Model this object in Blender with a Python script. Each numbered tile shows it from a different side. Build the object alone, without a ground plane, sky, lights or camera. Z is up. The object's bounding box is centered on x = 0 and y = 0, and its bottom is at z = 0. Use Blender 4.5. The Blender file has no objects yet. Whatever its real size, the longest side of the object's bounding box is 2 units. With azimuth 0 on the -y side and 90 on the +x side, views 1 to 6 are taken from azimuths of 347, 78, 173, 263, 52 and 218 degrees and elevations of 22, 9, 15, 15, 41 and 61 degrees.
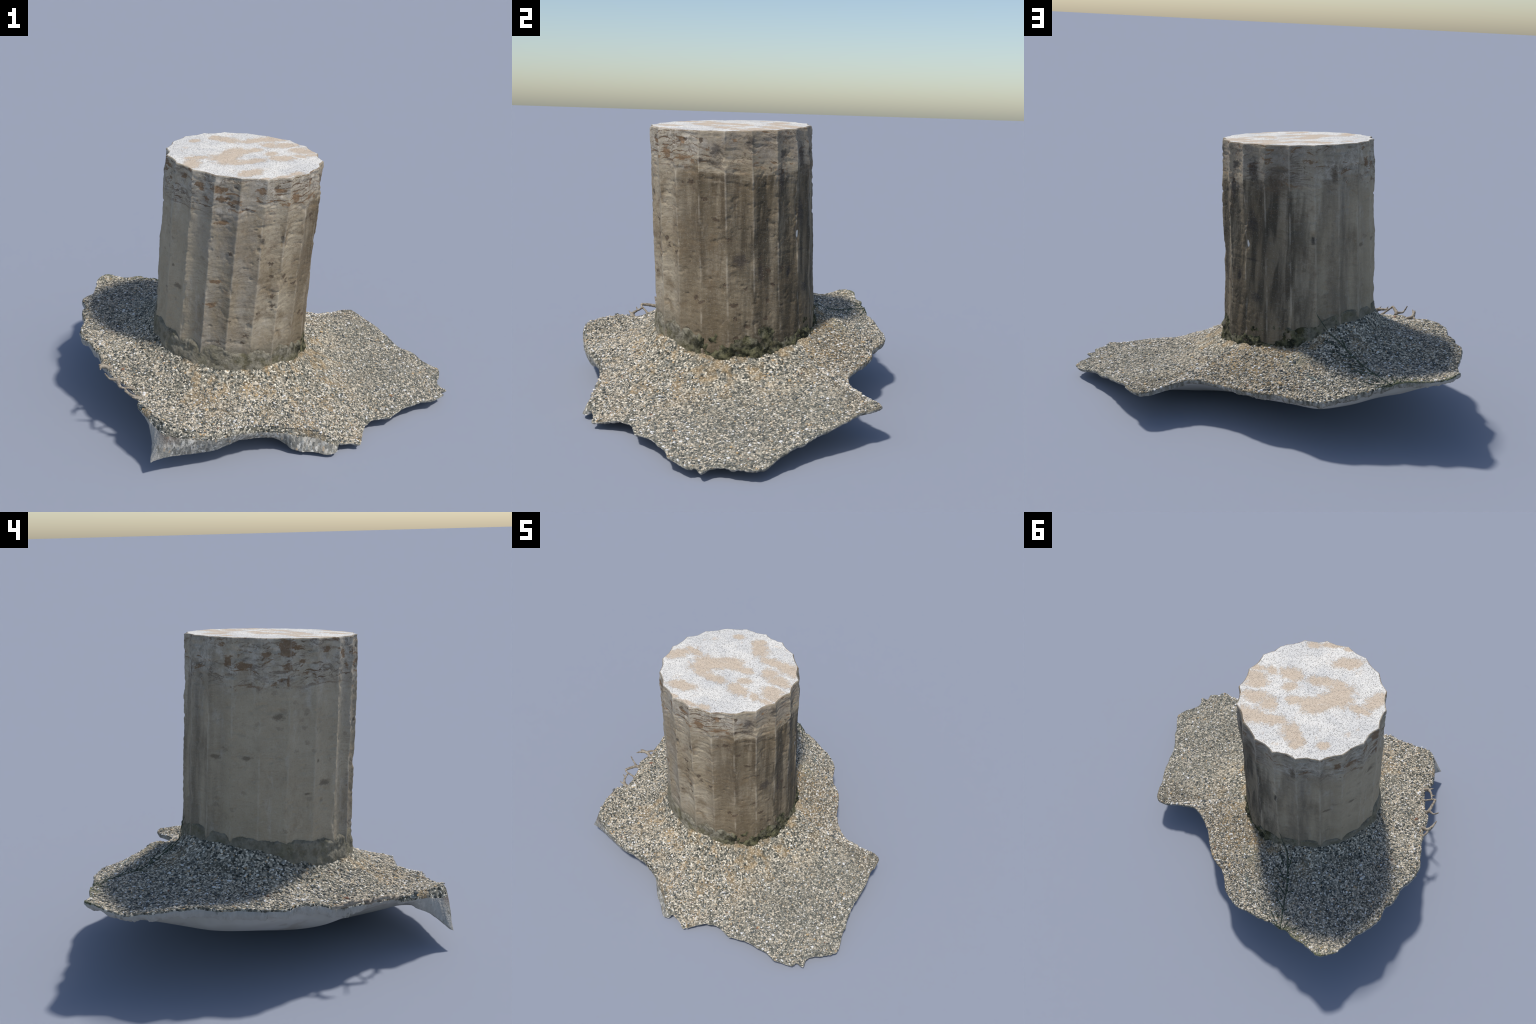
# A broken fluted marble column drum standing on a rough mortar footing in a torn
# patch of gravel.  Everything is built from profiles, control points and rules.
import bpy, math, random
import numpy as np
from mathutils import Vector, Matrix

SEED = 7
rng = np.random.default_rng(SEED)
random.seed(SEED)

# ------------------------------------------------------------------ noise
def _hash(ix, iy, iz, s=0):
    h = (ix.astype(np.int64) * 374761393 + iy.astype(np.int64) * 668265263
         + iz.astype(np.int64) * 2147483647 + s * 1274126177) & 0xFFFFFFFF
    h = ((h ^ (h >> 13)) * 1274126177) & 0xFFFFFFFF
    h = ((h ^ (h >> 16)) * 2246822519) & 0xFFFFFFFF
    return ((h ^ (h >> 15)) & 0xFFFFFF) / float(0xFFFFFF)

def vnoise(p, s=0):
    """smooth value noise in -1..1 for an (n,3) array"""
    i = np.floor(p).astype(np.int64)
    f = p - i
    f = f * f * f * (f * (f * 6 - 15) + 10)
    out = 0.0
    for dx in (0, 1):
        wx = f[:, 0] if dx else 1 - f[:, 0]
        for dy in (0, 1):
            wy = f[:, 1] if dy else 1 - f[:, 1]
            for dz in (0, 1):
                wz = f[:, 2] if dz else 1 - f[:, 2]
                out = out + wx * wy * wz * _hash(i[:, 0] + dx, i[:, 1] + dy, i[:, 2] + dz, s)
    return out * 2 - 1

def fbm(p, octaves=4, s=0, gain=0.5):
    a, t, n = 1.0, 0.0, 0.0
    for o in range(octaves):
        t = t + a * vnoise(p * (2.03 ** o) + 17.3 * o, s + o)
        n += a
        a *= gain
    return t / n

def smooth(a, b, x):
    t = np.clip((x - a) / (b - a), 0, 1)
    return t * t * (3 - 2 * t)

# ------------------------------------------------------------------ thin plate spline
class Plate:
    """smooth height field through scattered control points (x, y, z)"""
    def __init__(self, pts, stiff=1e-5):
        p = np.asarray(pts, float)
        self.c = p[:, :2]
        n = len(p)
        k = self._k(self.c, self.c) + stiff * np.eye(n)
        q = np.c_[np.ones(n), self.c]
        m = np.block([[k, q], [q.T, np.zeros((3, 3))]])
        s = np.linalg.solve(m, np.r_[p[:, 2], 0, 0, 0])
        self.w, self.a = s[:n], s[n:]

    @staticmethod
    def _k(a, b):
        d2 = ((a[:, None, :] - b[None, :, :]) ** 2).sum(-1)
        return 0.5 * d2 * np.log(np.maximum(d2, 1e-12))

    def __call__(self, xy):
        xy = np.asarray(xy, float)
        out = np.empty(len(xy))
        for i in range(0, len(xy), 20000):
            b = xy[i:i + 20000]
            out[i:i + 20000] = self._k(b, self.c) @ self.w + self.a[0] + b @ self.a[1:]
        return out

# ------------------------------------------------------------------ column frame
FOOT = np.array([-0.2364, -0.0066, 0.0])          # where the leaning axis meets z = 0
AXIS = np.array([0.0617, -0.0526, 1.0]); AXIS /= np.linalg.norm(AXIS)
EX = np.array([1.0, 0, 0]) - AXIS[0] * AXIS; EX /= np.linalg.norm(EX)
EY = np.cross(AXIS, EX)
TOP_S = 1.3555                                      # length along the axis to the broken-off top
FLUTES, PHASE = 20, math.radians(3.9)

def on_axis(s, r, th):
    s, r, th = np.broadcast_arrays(s, r, th)
    return (FOOT + s[..., None] * AXIS + (r * np.cos(th))[..., None] * EX
            + (r * np.sin(th))[..., None] * EY)

def circ_table(deg, val):
    """periodic linear table over the angle in degrees"""
    deg, val = np.array(deg, float), np.array(val, float)
    o = np.argsort(deg); deg, val = deg[o], val[o]
    d = np.r_[deg[-1] - 360, deg, deg[0] + 360]
    v = np.r_[val[-1], val, val[0]]
    return lambda th: np.interp(np.degrees(th) % 360, d, v)

# height of the gravel against the footing and of the ragged upper line of the footing
gravel_line = circ_table([10, 24, 54, 66, 78, 92, 101, 111, 127, 144, 165, 182, 198, 220, 237, 255, 268, 282, 293, 305, 326, 347],
                         [.291, .312, .352, .353, .362, .400, .440, .450, .455, .453, .436, .410, .374, .354, .349, .330, .318, .316, .320, .300, .275, .273])
footing_line = circ_table([3, 10, 24, 38, 59, 77, 94, 104, 115, 130, 146, 165, 188, 202, 216, 228, 241, 254, 264, 273, 282, 292, 303, 312, 320, 329, 338, 347, 353],
                          [.439, .472, .451, .458, .470, .450, .454, .49, .508, .508, .490, .485, .480, .468, .464, .468, .458, .468, .436, .455, .445, .422, .445, .436, .415, .421, .436, .439, .447])

# ------------------------------------------------------------------ rim of the gravel patch (x, y, z), counter-clockwise
RIM_BACK = [(.665, .468, .172), (.640, .483, .166), (.595, .478, .168), (.540, .446, .172), (.490, .428, .184),
    (.438, .407, .192), (.402, .404, .200), (.352, .420, .206), (.310, .438, .203), (.264, .465, .209), (.224, .492, .211),
    (.193, .528, .216), (.130, .590, .222), (.084, .622, .228), (.014, .645, .233), (-.030, .674, .239), (-.060, .702, .241),
    (-.095, .742, .249), (-.146, .771, .252), (-.210, .792, .255), (-.250, .793, .264), (-.290, .787, .274), (-.367, .787, .296),
    (-.426, .780, .307), (-.461, .772, .314), (-.505, .780, .329), (-.528, .780, .336), (-.577, .772, .346), (-.604, .786, .353),
    (-.640, .788, .352), (-.700, .784, .351), (-.757, .793, .362), (-.801, .799, .375)]
RIM_LEFT = [(-.853, .754, .379), (-.876, .715, .366), (-.876, .690, .356), (-.893, .647, .343), (-.908, .572, .349),
    (-.934, .527, .363), (-.958, .472, .379), (-.972, .419, .386), (-.966, .389, .384), (-.960, .335, .380), (-.976, .300, .377),
    (-.977, .223, .368), (-.970, .189, .366), (-.996, .100, .364), (-.998, .029, .361), (-.990, -.004, .362), (-.966, -.040, .363),
    (-.943, -.095, .354), (-.916, -.143, .338), (-.905, -.189, .318), (-.886, -.220, .308), (-.869, -.310, .303), (-.846, -.350, .294),
    (-.816, -.372, .286), (-.796, -.406, .277), (-.771, -.442, .267), (-.745, -.500, .262), (-.757, -.530, .266), (-.758, -.577, .272),
    (-.734, -.628, .276), (-.715, -.668, .272), (-.685, -.715, .266), (-.652, -.758, .262), (-.628, -.774, .258)]
RIM_FRONT = [(-.591, -.782, .245), (-.546, -.781, .228), (-.482, -.777, .209), (-.390, -.770, .195), (-.334, -.764, .196),
    (-.290, -.745, .187), (-.247, -.728, .177), (-.190, -.705, .161), (-.150, -.706, .155), (-.110, -.704, .148), (-.075, -.703, .142),
    (-.052, -.706, .140), (-.030, -.712, .138), (.013, -.722, .134), (.065, -.733, .125), (.127, -.752, .106), (.165, -.768, .084),
    (.190, -.764, .064), (.215, -.752, .050), (.270, -.747, .041), (.311, -.752, .035), (.338, -.713, .042), (.361, -.668, .052),
    (.395, -.622, .058), (.430, -.595, .058), (.462, -.583, .056), (.516, -.583, .055), (.554, -.572, .056), (.620, -.531, .066),
    (.667, -.508, .067), (.703, -.498, .066), (.737, -.482, .063), (.786, -.472, .063), (.834, -.471, .064), (.872, -.436, .054)]
RIM_RIGHT = [(.913, -.410, .050), (.912, -.368, .044), (.955, -.356, .041), (.930, -.313, .047), (.937, -.264, .052),
    (.965, -.227, .052), (.992, -.165, .056), (.998, -.140, .056), (.965, -.091, .056), (.930, -.047, .070), (.910, -.010, .084),
    (.893, .014, .091), (.862, .054, .092), (.842, .084, .092), (.812, .149, .113), (.778, .235, .134), (.762, .275, .143),
    (.712, .365, .162), (.690, .430, .168)]
RIM = np.array(RIM_BACK + RIM_LEFT + RIM_FRONT + RIM_RIGHT)
# along the front left the edge is a torn-down skirt: where its lower hem lies, keyed by the rim point above it
HEM = {(-.757, -.530): (-.738, -.530, .240), (-.758, -.577): (-.722, -.577, .236), (-.734, -.628): (-.708, -.628, .198), (-.715, -.668): (-.711, -.690, .168),
    (-.685, -.715): (-.719, -.742, .128), (-.652, -.758): (-.728, -.778, .096), (-.628, -.774): (-.712, -.780, .099), (-.591, -.782): (-.650, -.773, .106),
    (-.546, -.781): (-.570, -.763, .103), (-.482, -.777): (-.494, -.752, .097), (-.390, -.770): (-.400, -.741, .099), (-.334, -.764): (-.334, -.729, .111),
    (-.290, -.745): (-.290, -.704, .110), (-.247, -.728): (-.250, -.695, .106), (-.190, -.705): (-.200, -.686, .102), (-.150, -.706): (-.155, -.682, .096),
    (-.110, -.704): (-.112, -.677, .086), (-.075, -.703): (-.080, -.684, .072), (-.052, -.706): (-.052, -.698, .056), (-.030, -.712): (-.030, -.725, .044),
    (.013, -.722): (.013, -.744, .036), (.065, -.733): (.065, -.759, .035), (.127, -.752): (.127, -.784, .030), (.165, -.768): (.172, -.793, .036), (.190, -.764): (.192, -.776, .034)}

# control heights inside the patch
INNER = [(.579, .254, .186), (-.034, .613, .271), (-.806, -.277, .303), (-.162, -.483, .269), (-.170, -.539, .236),
    (.218, -.654, .102), (.401, -.375, .117), (.448, -.329, .112), (.459, -.265, .113), (.317, .026, .216),
    (.372, .132, .207), (.422, .236, .209), (-.678, -.373, .285), (.611, .104, .140), (.638, -.262, .097), (-.118, .490, .345),
    (-.534, .389, .394), (-.570, .363, .396), (-.730, .478, .341), (-.813, .385, .360), (-.598, .148, .425), (-.698, .103, .374), (-.84, .12, .348), (-.82, -.03, .350),
    (-.504, .457, .363), (-.276, -.634, .222), (-.330, -.672, .213), (-.312, -.616, .222), (-.474, -.487, .257), (-.319, -.463, .287),
    (-.605, -.549, .237), (-.032, -.484, .232), (.173, -.439, .180), (.20, -.36, .206), (-.50, .68, .346), (-.58, .70, .352), (-.54, -.680, .222), (-.66, -.66, .262), (-.12, -.640, .172), (-.03, -.655, .158),(.13, -.70, .122), (-.70, .62, .346),
    (.70, -.05, .105), (.82, -.25, .075), (.75, .12, .118), (.05, -.670, .142)]
foot_ring = [tuple((FOOT + gravel_line(np.array(a)) * AXIS)[:2] + 0.410 * np.array([math.cos(a), math.sin(a)])) + (float(gravel_line(np.array(a))),)
             for a in np.radians(np.arange(0, 360, 15.0))]
ground = Plate(np.array(list(map(tuple, RIM)) + INNER + foot_ring), 2e-5)

# the smooth underside: a shallow bowl that hangs from the rim
BOWL = [(-.10, .00, .003), (.10, .05, .004), (-.30, .05, .022), (.35, -.10, .006), (.65, -.12, .012), (-.45, .10, .055), (-.70, .13, .148), (-.90, .14, .248), (-.90, .30, .262), (-.88, -.05, .242), (-.83, -.18, .206), (-.86, .45, .275), (-.78, .62, .285), (-.60, .70, .255), (-.40, .71, .215), (-.20, .71, .183), (-.02, .58, .165),
        (-.24, .30, .048), (-.25, .46, .095), (-.55, .45, .170), (-.45, -.40, .060), (-.60, -.52, .150), (-.66, -.62, .202), (-.45, -.66, .095), (-.70, -.36, .188), (-.25, -.60, .070), (-.10, -.45, .030), (.25, -.48, .012), (.35, .20, .055), (.55, .25, .080)]
HUB = np.array([-.20, -.05])

# ------------------------------------------------------------------ mesh helpers
COL = bpy.context.scene.collection
def add_mesh(name, verts, faces, mats, parent=None, smooth_shade=True, mat_index=None):
    me = bpy.data.meshes.new(name)
    verts = np.asarray(verts, np.float32)
    me.vertices.add(len(verts)); me.vertices.foreach_set("co", verts.ravel())
    if isinstance(faces, np.ndarray):
        n, k = faces.shape
        me.loops.add(n * k); me.loops.foreach_set("vertex_index", faces.astype(np.int32).ravel())
        me.polygons.add(n); me.polygons.foreach_set("loop_start", np.arange(0, n * k, k, dtype=np.int32))
        me.update(calc_edges=True)
    else:
        me.clear_geometry(); me.from_pydata([tuple(map(float, v)) for v in verts], [], faces); me.update()
    for m in (mats if isinstance(mats, (list, tuple)) else [mats]):
        me.materials.append(m)
    if mat_index is not None:
        me.polygons.foreach_set("material_index", np.asarray(mat_index, np.int32))
    me.polygons.foreach_set("use_smooth", np.full(len(me.polygons), smooth_shade))
    me.validate()
    ob = bpy.data.objects.new(name, me)
    COL.objects.link(ob)
    ob.parent = parent
    return ob

def grid_faces(rows, cols, wrap=True, flip=False):
    r = np.arange(rows - 1)[:, None]
    c = np.arange(cols if wrap else cols - 1)[None, :]
    c2 = (c + 1) % cols
    f = np.stack([r * cols + c, r * cols + c2, (r + 1) * cols + c2, (r + 1) * cols + c], -1).reshape(-1, 4)
    return f[:, ::-1] if flip else f

# ------------------------------------------------------------------ node helpers
class Mat:
    def __init__(self, name, rough=0.9, spec=0.2):
        self.m = bpy.data.materials.new(name); self.m.use_nodes = True
        self.t = self.m.node_tree; self.n = self.t.nodes
        self.bsdf = self.n["Principled BSDF"]
        self.bsdf.inputs["Roughness"].default_value = rough
        self.bsdf.inputs["Specular IOR Level"].default_value = spec
        self.obj = self.n.new("ShaderNodeTexCoord").outputs["Object"]
    def put(self, sock, v):
        if isinstance(v, bpy.types.NodeSocket): self.t.links.new(v, sock)
        elif isinstance(v, (tuple, list)) and len(v) == 3 and sock.type == 'RGBA': sock.default_value = (*v, 1)
        else: sock.default_value = v
    def math(self, op, a, b=0.0, c=None, clamp=False):
        x = self.n.new("ShaderNodeMath"); x.operation = op; x.use_clamp = clamp
        self.put(x.inputs[0], a); self.put(x.inputs[1], b)
        if c is not None: self.put(x.inputs[2], c)
        return x.outputs[0]
    def vec(self, op, a, b=(0, 0, 0), out=0):
        x = self.n.new("ShaderNodeVectorMath"); x.operation = op
        self.put(x.inputs[0], a); self.put(x.inputs[1], b)
        return x.outputs["Value"] if op in ("DOT_PRODUCT", "LENGTH", "DISTANCE") else x.outputs[0]
    def mapping(self, v, scale=(1, 1, 1), loc=(0, 0, 0), rot=(0, 0, 0)):
        x = self.n.new("ShaderNodeMapping"); self.put(x.inputs[0], v)
        x.inputs["Location"].default_value = loc; x.inputs["Rotation"].default_value = rot; x.inputs["Scale"].default_value = scale
        return x.outputs[0]
    def noise(self, v, scale, detail=4, rough=0.55, dist=0.0, out="Fac"):
        x = self.n.new("ShaderNodeTexNoise"); self.put(x.inputs["Vector"], v)
        x.inputs["Scale"].default_value = scale; x.inputs["Detail"].default_value = detail
        x.inputs["Roughness"].default_value = rough; x.inputs["Distortion"].default_value = dist
        return x.outputs[out]
    def voronoi(self, v, scale, feature='F1', rand=1.0):
        x = self.n.new("ShaderNodeTexVoronoi"); self.put(x.inputs["Vector"], v); x.feature = feature
        x.inputs["Scale"].default_value = scale; x.inputs["Randomness"].default_value = rand
        return x
    def ramp(self, f, stops, interp='LINEAR'):
        x = self.n.new("ShaderNodeValToRGB"); self.put(x.inputs[0], f); e = x.color_ramp; e.interpolation = interp
        while len(e.elements) < len(stops): e.elements.new(0.5)
        for el, (p, c) in zip(e.elements, stops):
            el.position = p; el.color = (*c, 1) if isinstance(c, (tuple, list)) else (c, c, c, 1)
        return x.outputs[0]
    def step(self, x, a, b):
        r = self.n.new("ShaderNodeMapRange"); r.interpolation_type = 'SMOOTHSTEP'
        self.put(r.inputs[0], x); self.put(r.inputs[1], a); self.put(r.inputs[2], b)
        r.inputs[3].default_value = 0; r.inputs[4].default_value = 1
        return r.outputs[0]
    def mix(self, f, a, b, mode='MIX'):
        x = self.n.new("ShaderNodeMix"); x.data_type = 'RGBA'; x.blend_type = mode; x.clamp_factor = True
        self.put(x.inputs[0], f); self.put(x.inputs[6], a); self.put(x.inputs[7], b)
        return x.outputs[2]
    def sep(self, v):
        x = self.n.new("ShaderNodeSeparateXYZ"); self.put(x.inputs[0], v); return x.outputs
    def comb(self, x, y, z):
        n = self.n.new("ShaderNodeCombineXYZ")
        for i, v in enumerate((x, y, z)): self.put(n.inputs[i], v)
        return n.outputs[0]
    def bump(self, h, strength=0.5, dist=0.01, normal=None):
        x = self.n.new("ShaderNodeBump"); self.put(x.inputs["Height"], h)
        x.inputs["Strength"].default_value = strength; x.inputs["Distance"].default_value = dist
        if normal is not None: self.put(x.inputs["Normal"], normal)
        return x.outputs[0]
    def done(self, colour, normal=None, rough=None):
        self.put(self.bsdf.inputs["Base Color"], colour)
        if normal is not None: self.put(self.bsdf.inputs["Normal"], normal)
        if rough is not None: self.put(self.bsdf.inputs["Roughness"], rough)
        return self.m

class ColumnMat(Mat):
    """material with the column's own cylinder coordinates"""
    def __init__(self, *a, **k):
        super().__init__(*a, **k)
        x, y, z = self.sep(self.obj)
        self.z = z
        self.px = self.math('SUBTRACT', self.math('SUBTRACT', x, FOOT[0]), self.math('MULTIPLY', z, AXIS[0] / AXIS[2]))
        self.py = self.math('SUBTRACT', self.math('SUBTRACT', y, FOOT[1]), self.math('MULTIPLY', z, AXIS[1] / AXIS[2]))
        self.radial = self.vec('NORMALIZE', self.comb(self.px, self.py, 0.0))
        self.theta = self.math('ARCTAN2', self.py, self.px)
    def facing(self, deg, inner, outer):
        """1 within +-inner degrees of the direction, 0 beyond outer"""
        a = math.radians(deg)
        d = self.vec('DOT_PRODUCT', self.radial, (math.cos(a), math.sin(a), 0))
        return self.step(d, math.cos(math.radians(outer)), math.cos(math.radians(inner)))
    def spots(self, spots, wobble, soft=(0.75, 1.15)):
        """union of soft-edged spots (angle, height, half width, half height) with frayed outlines"""
        best = None
        for deg, h, w, t in spots:
            a = math.radians(deg)
            du = self.vec('LENGTH', self.vec('SUBTRACT', self.vec('SCALE', self.radial), (math.cos(a), math.sin(a), 0)))
            u = self.math('MULTIPLY', du, 0.395 / w)
            v = self.math('DIVIDE', self.math('SUBTRACT', self.z, h), t)
            d = self.math('ADD', self.math('MULTIPLY', u, u), self.math('MULTIPLY', v, v))
            best = d if best is None else self.math('MINIMUM', best, d)
        d = self.math('ADD', self.math('SQRT', best), wobble)
        return self.math('SUBTRACT', 1.0, self.step(d, *soft))

# ------------------------------------------------------------------ materials
RUST = [(181.5, 1.34, .031, .024), (181.6, 1.307, .035, .015), (182.4, 1.249, .019, .02), (154.9, 1.256, .035, .016), (145.1, 1.277, .014, .02),
    (168.9, 1.303, .019, .011), (188.7, 1.328, .023, .013), (183.1, 1.188, .009, .024), (210.8, 1.309, .023, .016), (192.1, 1.269, .019, .008),
    (227.4, 1.272, .012, .016), (225.8, 1.287, .027, .012), (240.7, 1.278, .035, .016), (243.5, 1.233, .035, .015), (245.0, 1.115, .031, .012),
    (284.9, 1.269, .039, .010), (270.6, 1.278, .023, .015), (298.2, 1.23, .027, .016), (300.0, 1.216, .027, .016), (315.5, 1.204, .039, .012),
    (314.6, 1.284, .023, .015), (143.0, 1.275, .012, .02), (244.1, .805, .027, .010), (241.9, .679, .031, .012)]
BLACK = [(340.4, 1.24, .031, .032), (339.1, 1.178, .039, .012), (28.4, 1.231, .019, .023), (31.9, .681, .014, .024), (9.2, .680, .011, .057),
    (354.7, .736, .035, .032), (25.4, 1.112, .016, .041), (2.8, 1.281, .019, .032), (26.1, 1.094, .016, .037), (47.5, 1.222, .027, .057),
    (46.3, .955, .031, .049), (49.1, .586, .027, .02), (46.2, .774, .035, .006), (92.8, .902, .012, .018), (290.7, 1.031, .011, .013), (274.9, 1.03, .011, .013)]
SMUDGE = [(177.6, 1.04, .031, .015), (135.6, .861, .031, .012), (157.5, .864, .027, .010), (212.0, .731, .031, .016), (198.1, .697, .017, .006),
    (205.3, .836, .009, .010), (323.8, 1.066, .023, .020), (109.2, 1.224, .019, .049), (68.1, 1.238, .055, .020), (66.7, 1.167, .062, .065)]
CHIP = (41.5, .852, .008, .019)

def shaft_material():
    m = ColumnMat("weathered_marble", rough=0.82, spec=0.25)
    flat = m.mapping(m.obj, (1, 1, 4.0))                 # stretched sideways: bedding of the stone
    upright = m.mapping(m.obj, (1, 1, 0.12))             # stretched upwards: vertical dark runs
    t = m.math('FRACT', m.math('DIVIDE', m.math('ADD', m.theta, 4 * math.pi - PHASE), 2 * math.pi / FLUTES))
    arch = m.math('MULTIPLY', m.math('SINE', m.math('MULTIPLY', t, math.pi)), .011)
    bowed = m.comb(m.sep(m.obj)[0], m.sep(m.obj)[1], m.math('SUBTRACT', m.z, arch))   # beds that arch up inside each flute
    wobble = m.math('ADD', m.math('MULTIPLY', m.math('SUBTRACT', m.noise(m.mapping(m.obj, (1, 1, 2.2)), 34, 6, 0.7), 0.5), 3.4),
                    m.math('MULTIPLY', m.math('SUBTRACT', m.noise(m.obj, 120, 3, 0.7), 0.5), 1.0))
    big = m.noise(m.obj, 3.2, 5, 0.65)
    col = m.mix(m.step(big, .36, .62), (.272, .226, .152), (.375, .334, .252))
    mott = m.noise(bowed, 13, 6, .7)
    col = m.mix(m.math('MULTIPLY', m.step(mott, .52, .68), .55), col, (.185, .135, .088))
    col = m.mix(m.math('MULTIPLY', m.step(mott, .46, .32), .35), col, (.43, .405, .36))
    # cool grey face on one side, plain buff one behind
    cool = m.math('MULTIPLY', m.facing(232, 22, 58), m.step(m.noise(m.mapping(m.obj, (1, 1, .5)), 6, 5, 0.65), .34, .66))
    col = m.mix(m.math('MULTIPLY', cool, .6), col, m.mix(m.noise(m.obj, 12, 5, .65), (.275, .265, .235), (.395, .390, .370)))
    buff = m.math('MULTIPLY', m.facing(165, 45, 80), .9)
    col = m.mix(buff, col, m.mix(m.noise(bowed, 7, 6, 0.7), (.300, .250, .172), (.505, .450, .345)))
    age = m.math('MULTIPLY', m.facing(165, 60, 100), m.step(m.noise(m.mapping(m.obj, (1, 1, .6)), 5, 6, .72), .50, .68))
    col = m.mix(m.math('MULTIPLY', age, .55), col, (.190, .150, .100))
    bloom = m.math('MULTIPLY', m.facing(165, 60, 100), m.step(m.noise(m.mapping(m.obj, (1, 1, .25), (5, 1, 3)), 13, 5, .65), .54, .70))
    col = m.mix(m.math('MULTIPLY', bloom, .40), col, (.52, .50, .45))
    # brown wash below the pale band, its runs deepened with painted flute shade
    wn = m.n.new("ShaderNodeTexWhiteNoise"); wn.noise_dimensions = '1D'
    m.put(wn.inputs["W"], m.math('FLOOR', m.math('DIVIDE', m.math('ADD', m.theta, 4 * math.pi - PHASE), 2 * math.pi / FLUTES)))
    edge = m.math('ADD', 1.125, m.math('MULTIPLY', m.math('SUBTRACT', m.noise(flat, 6, 7, 0.7), .5), .24))
    edge = m.math('ADD', edge, m.math('MULTIPLY', wn.outputs["Value"], .055))            # every flute stained to its own height
    below = m.math('SUBTRACT', 1.0, m.step(m.math('SUBTRACT', m.z, edge), -.022, .03))
    runs = m.step(m.noise(upright, 17, 5, 0.65), .42, .60)
    fade = m.step(m.math('ADD', m.z, m.math('MULTIPLY', m.noise(m.obj, 6, 3), .3)), .45, 1.22)
    wash = m.math('MULTIPLY', m.math('MULTIPLY', m.facing(8, 34, 66), runs), m.math('MULTIPLY', below, m.math('ADD', .45, m.math('MULTIPLY', fade, .55))))
    col = m.mix(m.math('MULTIPLY', wash, .95), col, (.060, .043, .028))
    broad = m.math('MULTIPLY', m.facing(10, 36, 75), m.math('MULTIPLY', below, m.math('ADD', .45, m.math('MULTIPLY', m.step(m.noise(m.mapping(m.obj, (1, 1, .35)), 7, 5, .65), .36, .6), .45))))
    col = m.mix(broad, col, m.mix(m.noise(upright, 30, 4, .6), (.062, .048, .028), (.200, .160, .102)))
    umber = m.math('MULTIPLY', m.math('MULTIPLY', m.facing(305, 22, 60), below), m.step(m.noise(m.obj, 8, 5, 0.7), .48, .66))
    col = m.mix(m.math('MULTIPLY', umber, .75), col, (.150, .113, .068))
    dull = m.math('MULTIPLY', m.facing(95, 30, 55), m.step(m.noise(upright, 11, 4, .6), .3, .7))
    col = m.mix(m.math('MULTIPLY', dull, .75), col, (.135, .120, .095))
    painted_flute_shade = m.math('MULTIPLY', m.math('MULTIPLY', m.facing(40, 26, 62), below), m.step(m.noise(upright, 22, 4, .6), .40, .62))  # darkens the colour of the right-hand flutes where they turn from the sun
    col = m.mix(m.math('MULTIPLY', painted_flute_shade, .75), col, (.040, .035, .024))
    # bedding lines
    bed = m.noise(m.mapping(bowed, (1, 1, 7.0)), 5.0, 5, 0.6, 0.3)
    lines = m.math('SUBTRACT', 1.0, m.step(m.math('ABSOLUTE', m.math('SUBTRACT', bed, .5)), .004, .026))
    lines = m.math('MAXIMUM', lines, m.math('MULTIPLY', m.step(bed, .56, .66), .5))
    reach = m.step(m.noise(m.obj, 4.5, 3), .42, .56)
    reach = m.math('MULTIPLY', reach, m.math('SUBTRACT', 1.0, m.math('MULTIPLY', m.facing(160, 50, 90), .7)))
    col = m.mix(m.math('MULTIPLY', m.math('MULTIPLY', lines, reach), .38), col, (.135, .100, .060))
    # pale band under the top
    band_edge = m.math('ADD', 1.165, m.math('MULTIPLY', m.math('SUBTRACT', m.noise(m.mapping(bowed, (1, 1, 2)), 7, 7, 0.7), .5), .42))
    band = m.step(m.math('SUBTRACT', m.z, band_edge), -.05, .09)
    band_col = m.mix(m.step(m.noise(m.obj, 26, 6, .75), .36, .64), (.255, .236, .195), (.52, .495, .44))
    band_col = m.mix(m.math('MULTIPLY', m.facing(30, 40, 75), .6), band_col, (.185, .155, .120))
    col = m.mix(m.math('MULTIPLY', band, m.math('ADD', .22, m.math('MULTIPLY', m.step(m.noise(m.obj, 9, 6, .75), .40, .60), .60))), col, band_col)
    # rusty flakes and hairline cracks inside the band
    fl = m.noise(m.mapping(bowed, (1, 1, 2.4)), 12, 7, 0.68, .6)
    flakes = m.math('MULTIPLY', m.step(fl, .585, .615), m.step(m.z, 1.10, 1.20))
    crack = m.math('SUBTRACT', 1.0, m.step(m.math('ABSOLUTE', m.math('SUBTRACT', m.noise(m.mapping(bowed, (1, 1, 2.9)), 9, 5, .62, .9), .5)), .007, .026))
    crack = m.math('MULTIPLY', crack, m.math('MULTIPLY', m.step(m.z, 1.13, 1.22), m.step(m.noise(m.mapping(m.obj, (1, 1, 1), (2, 5, 1)), 8, 3), .46, .53)))
    rust_col = m.mix(m.noise(m.obj, 40, 4), (.105, .064, .034), (.270, .172, .092))
    col = m.mix(m.math('MULTIPLY', flakes, .85), col, rust_col)
    col = m.mix(m.math('MULTIPLY', crack, .55), col, (.095, .060, .038))
    # long wavering partings of the beds just under the break, thick in places, lost in others
    waver = m.math('MULTIPLY', m.math('SUBTRACT', m.noise(m.mapping(m.obj, (1, 1, .5)), 5.5, 5, .62), .5), .085)
    ph = m.math('ABSOLUTE', m.math('SUBTRACT', m.math('FRACT', m.math('DIVIDE', m.math('ADD', m.z, waver), .031)), .5))
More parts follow.
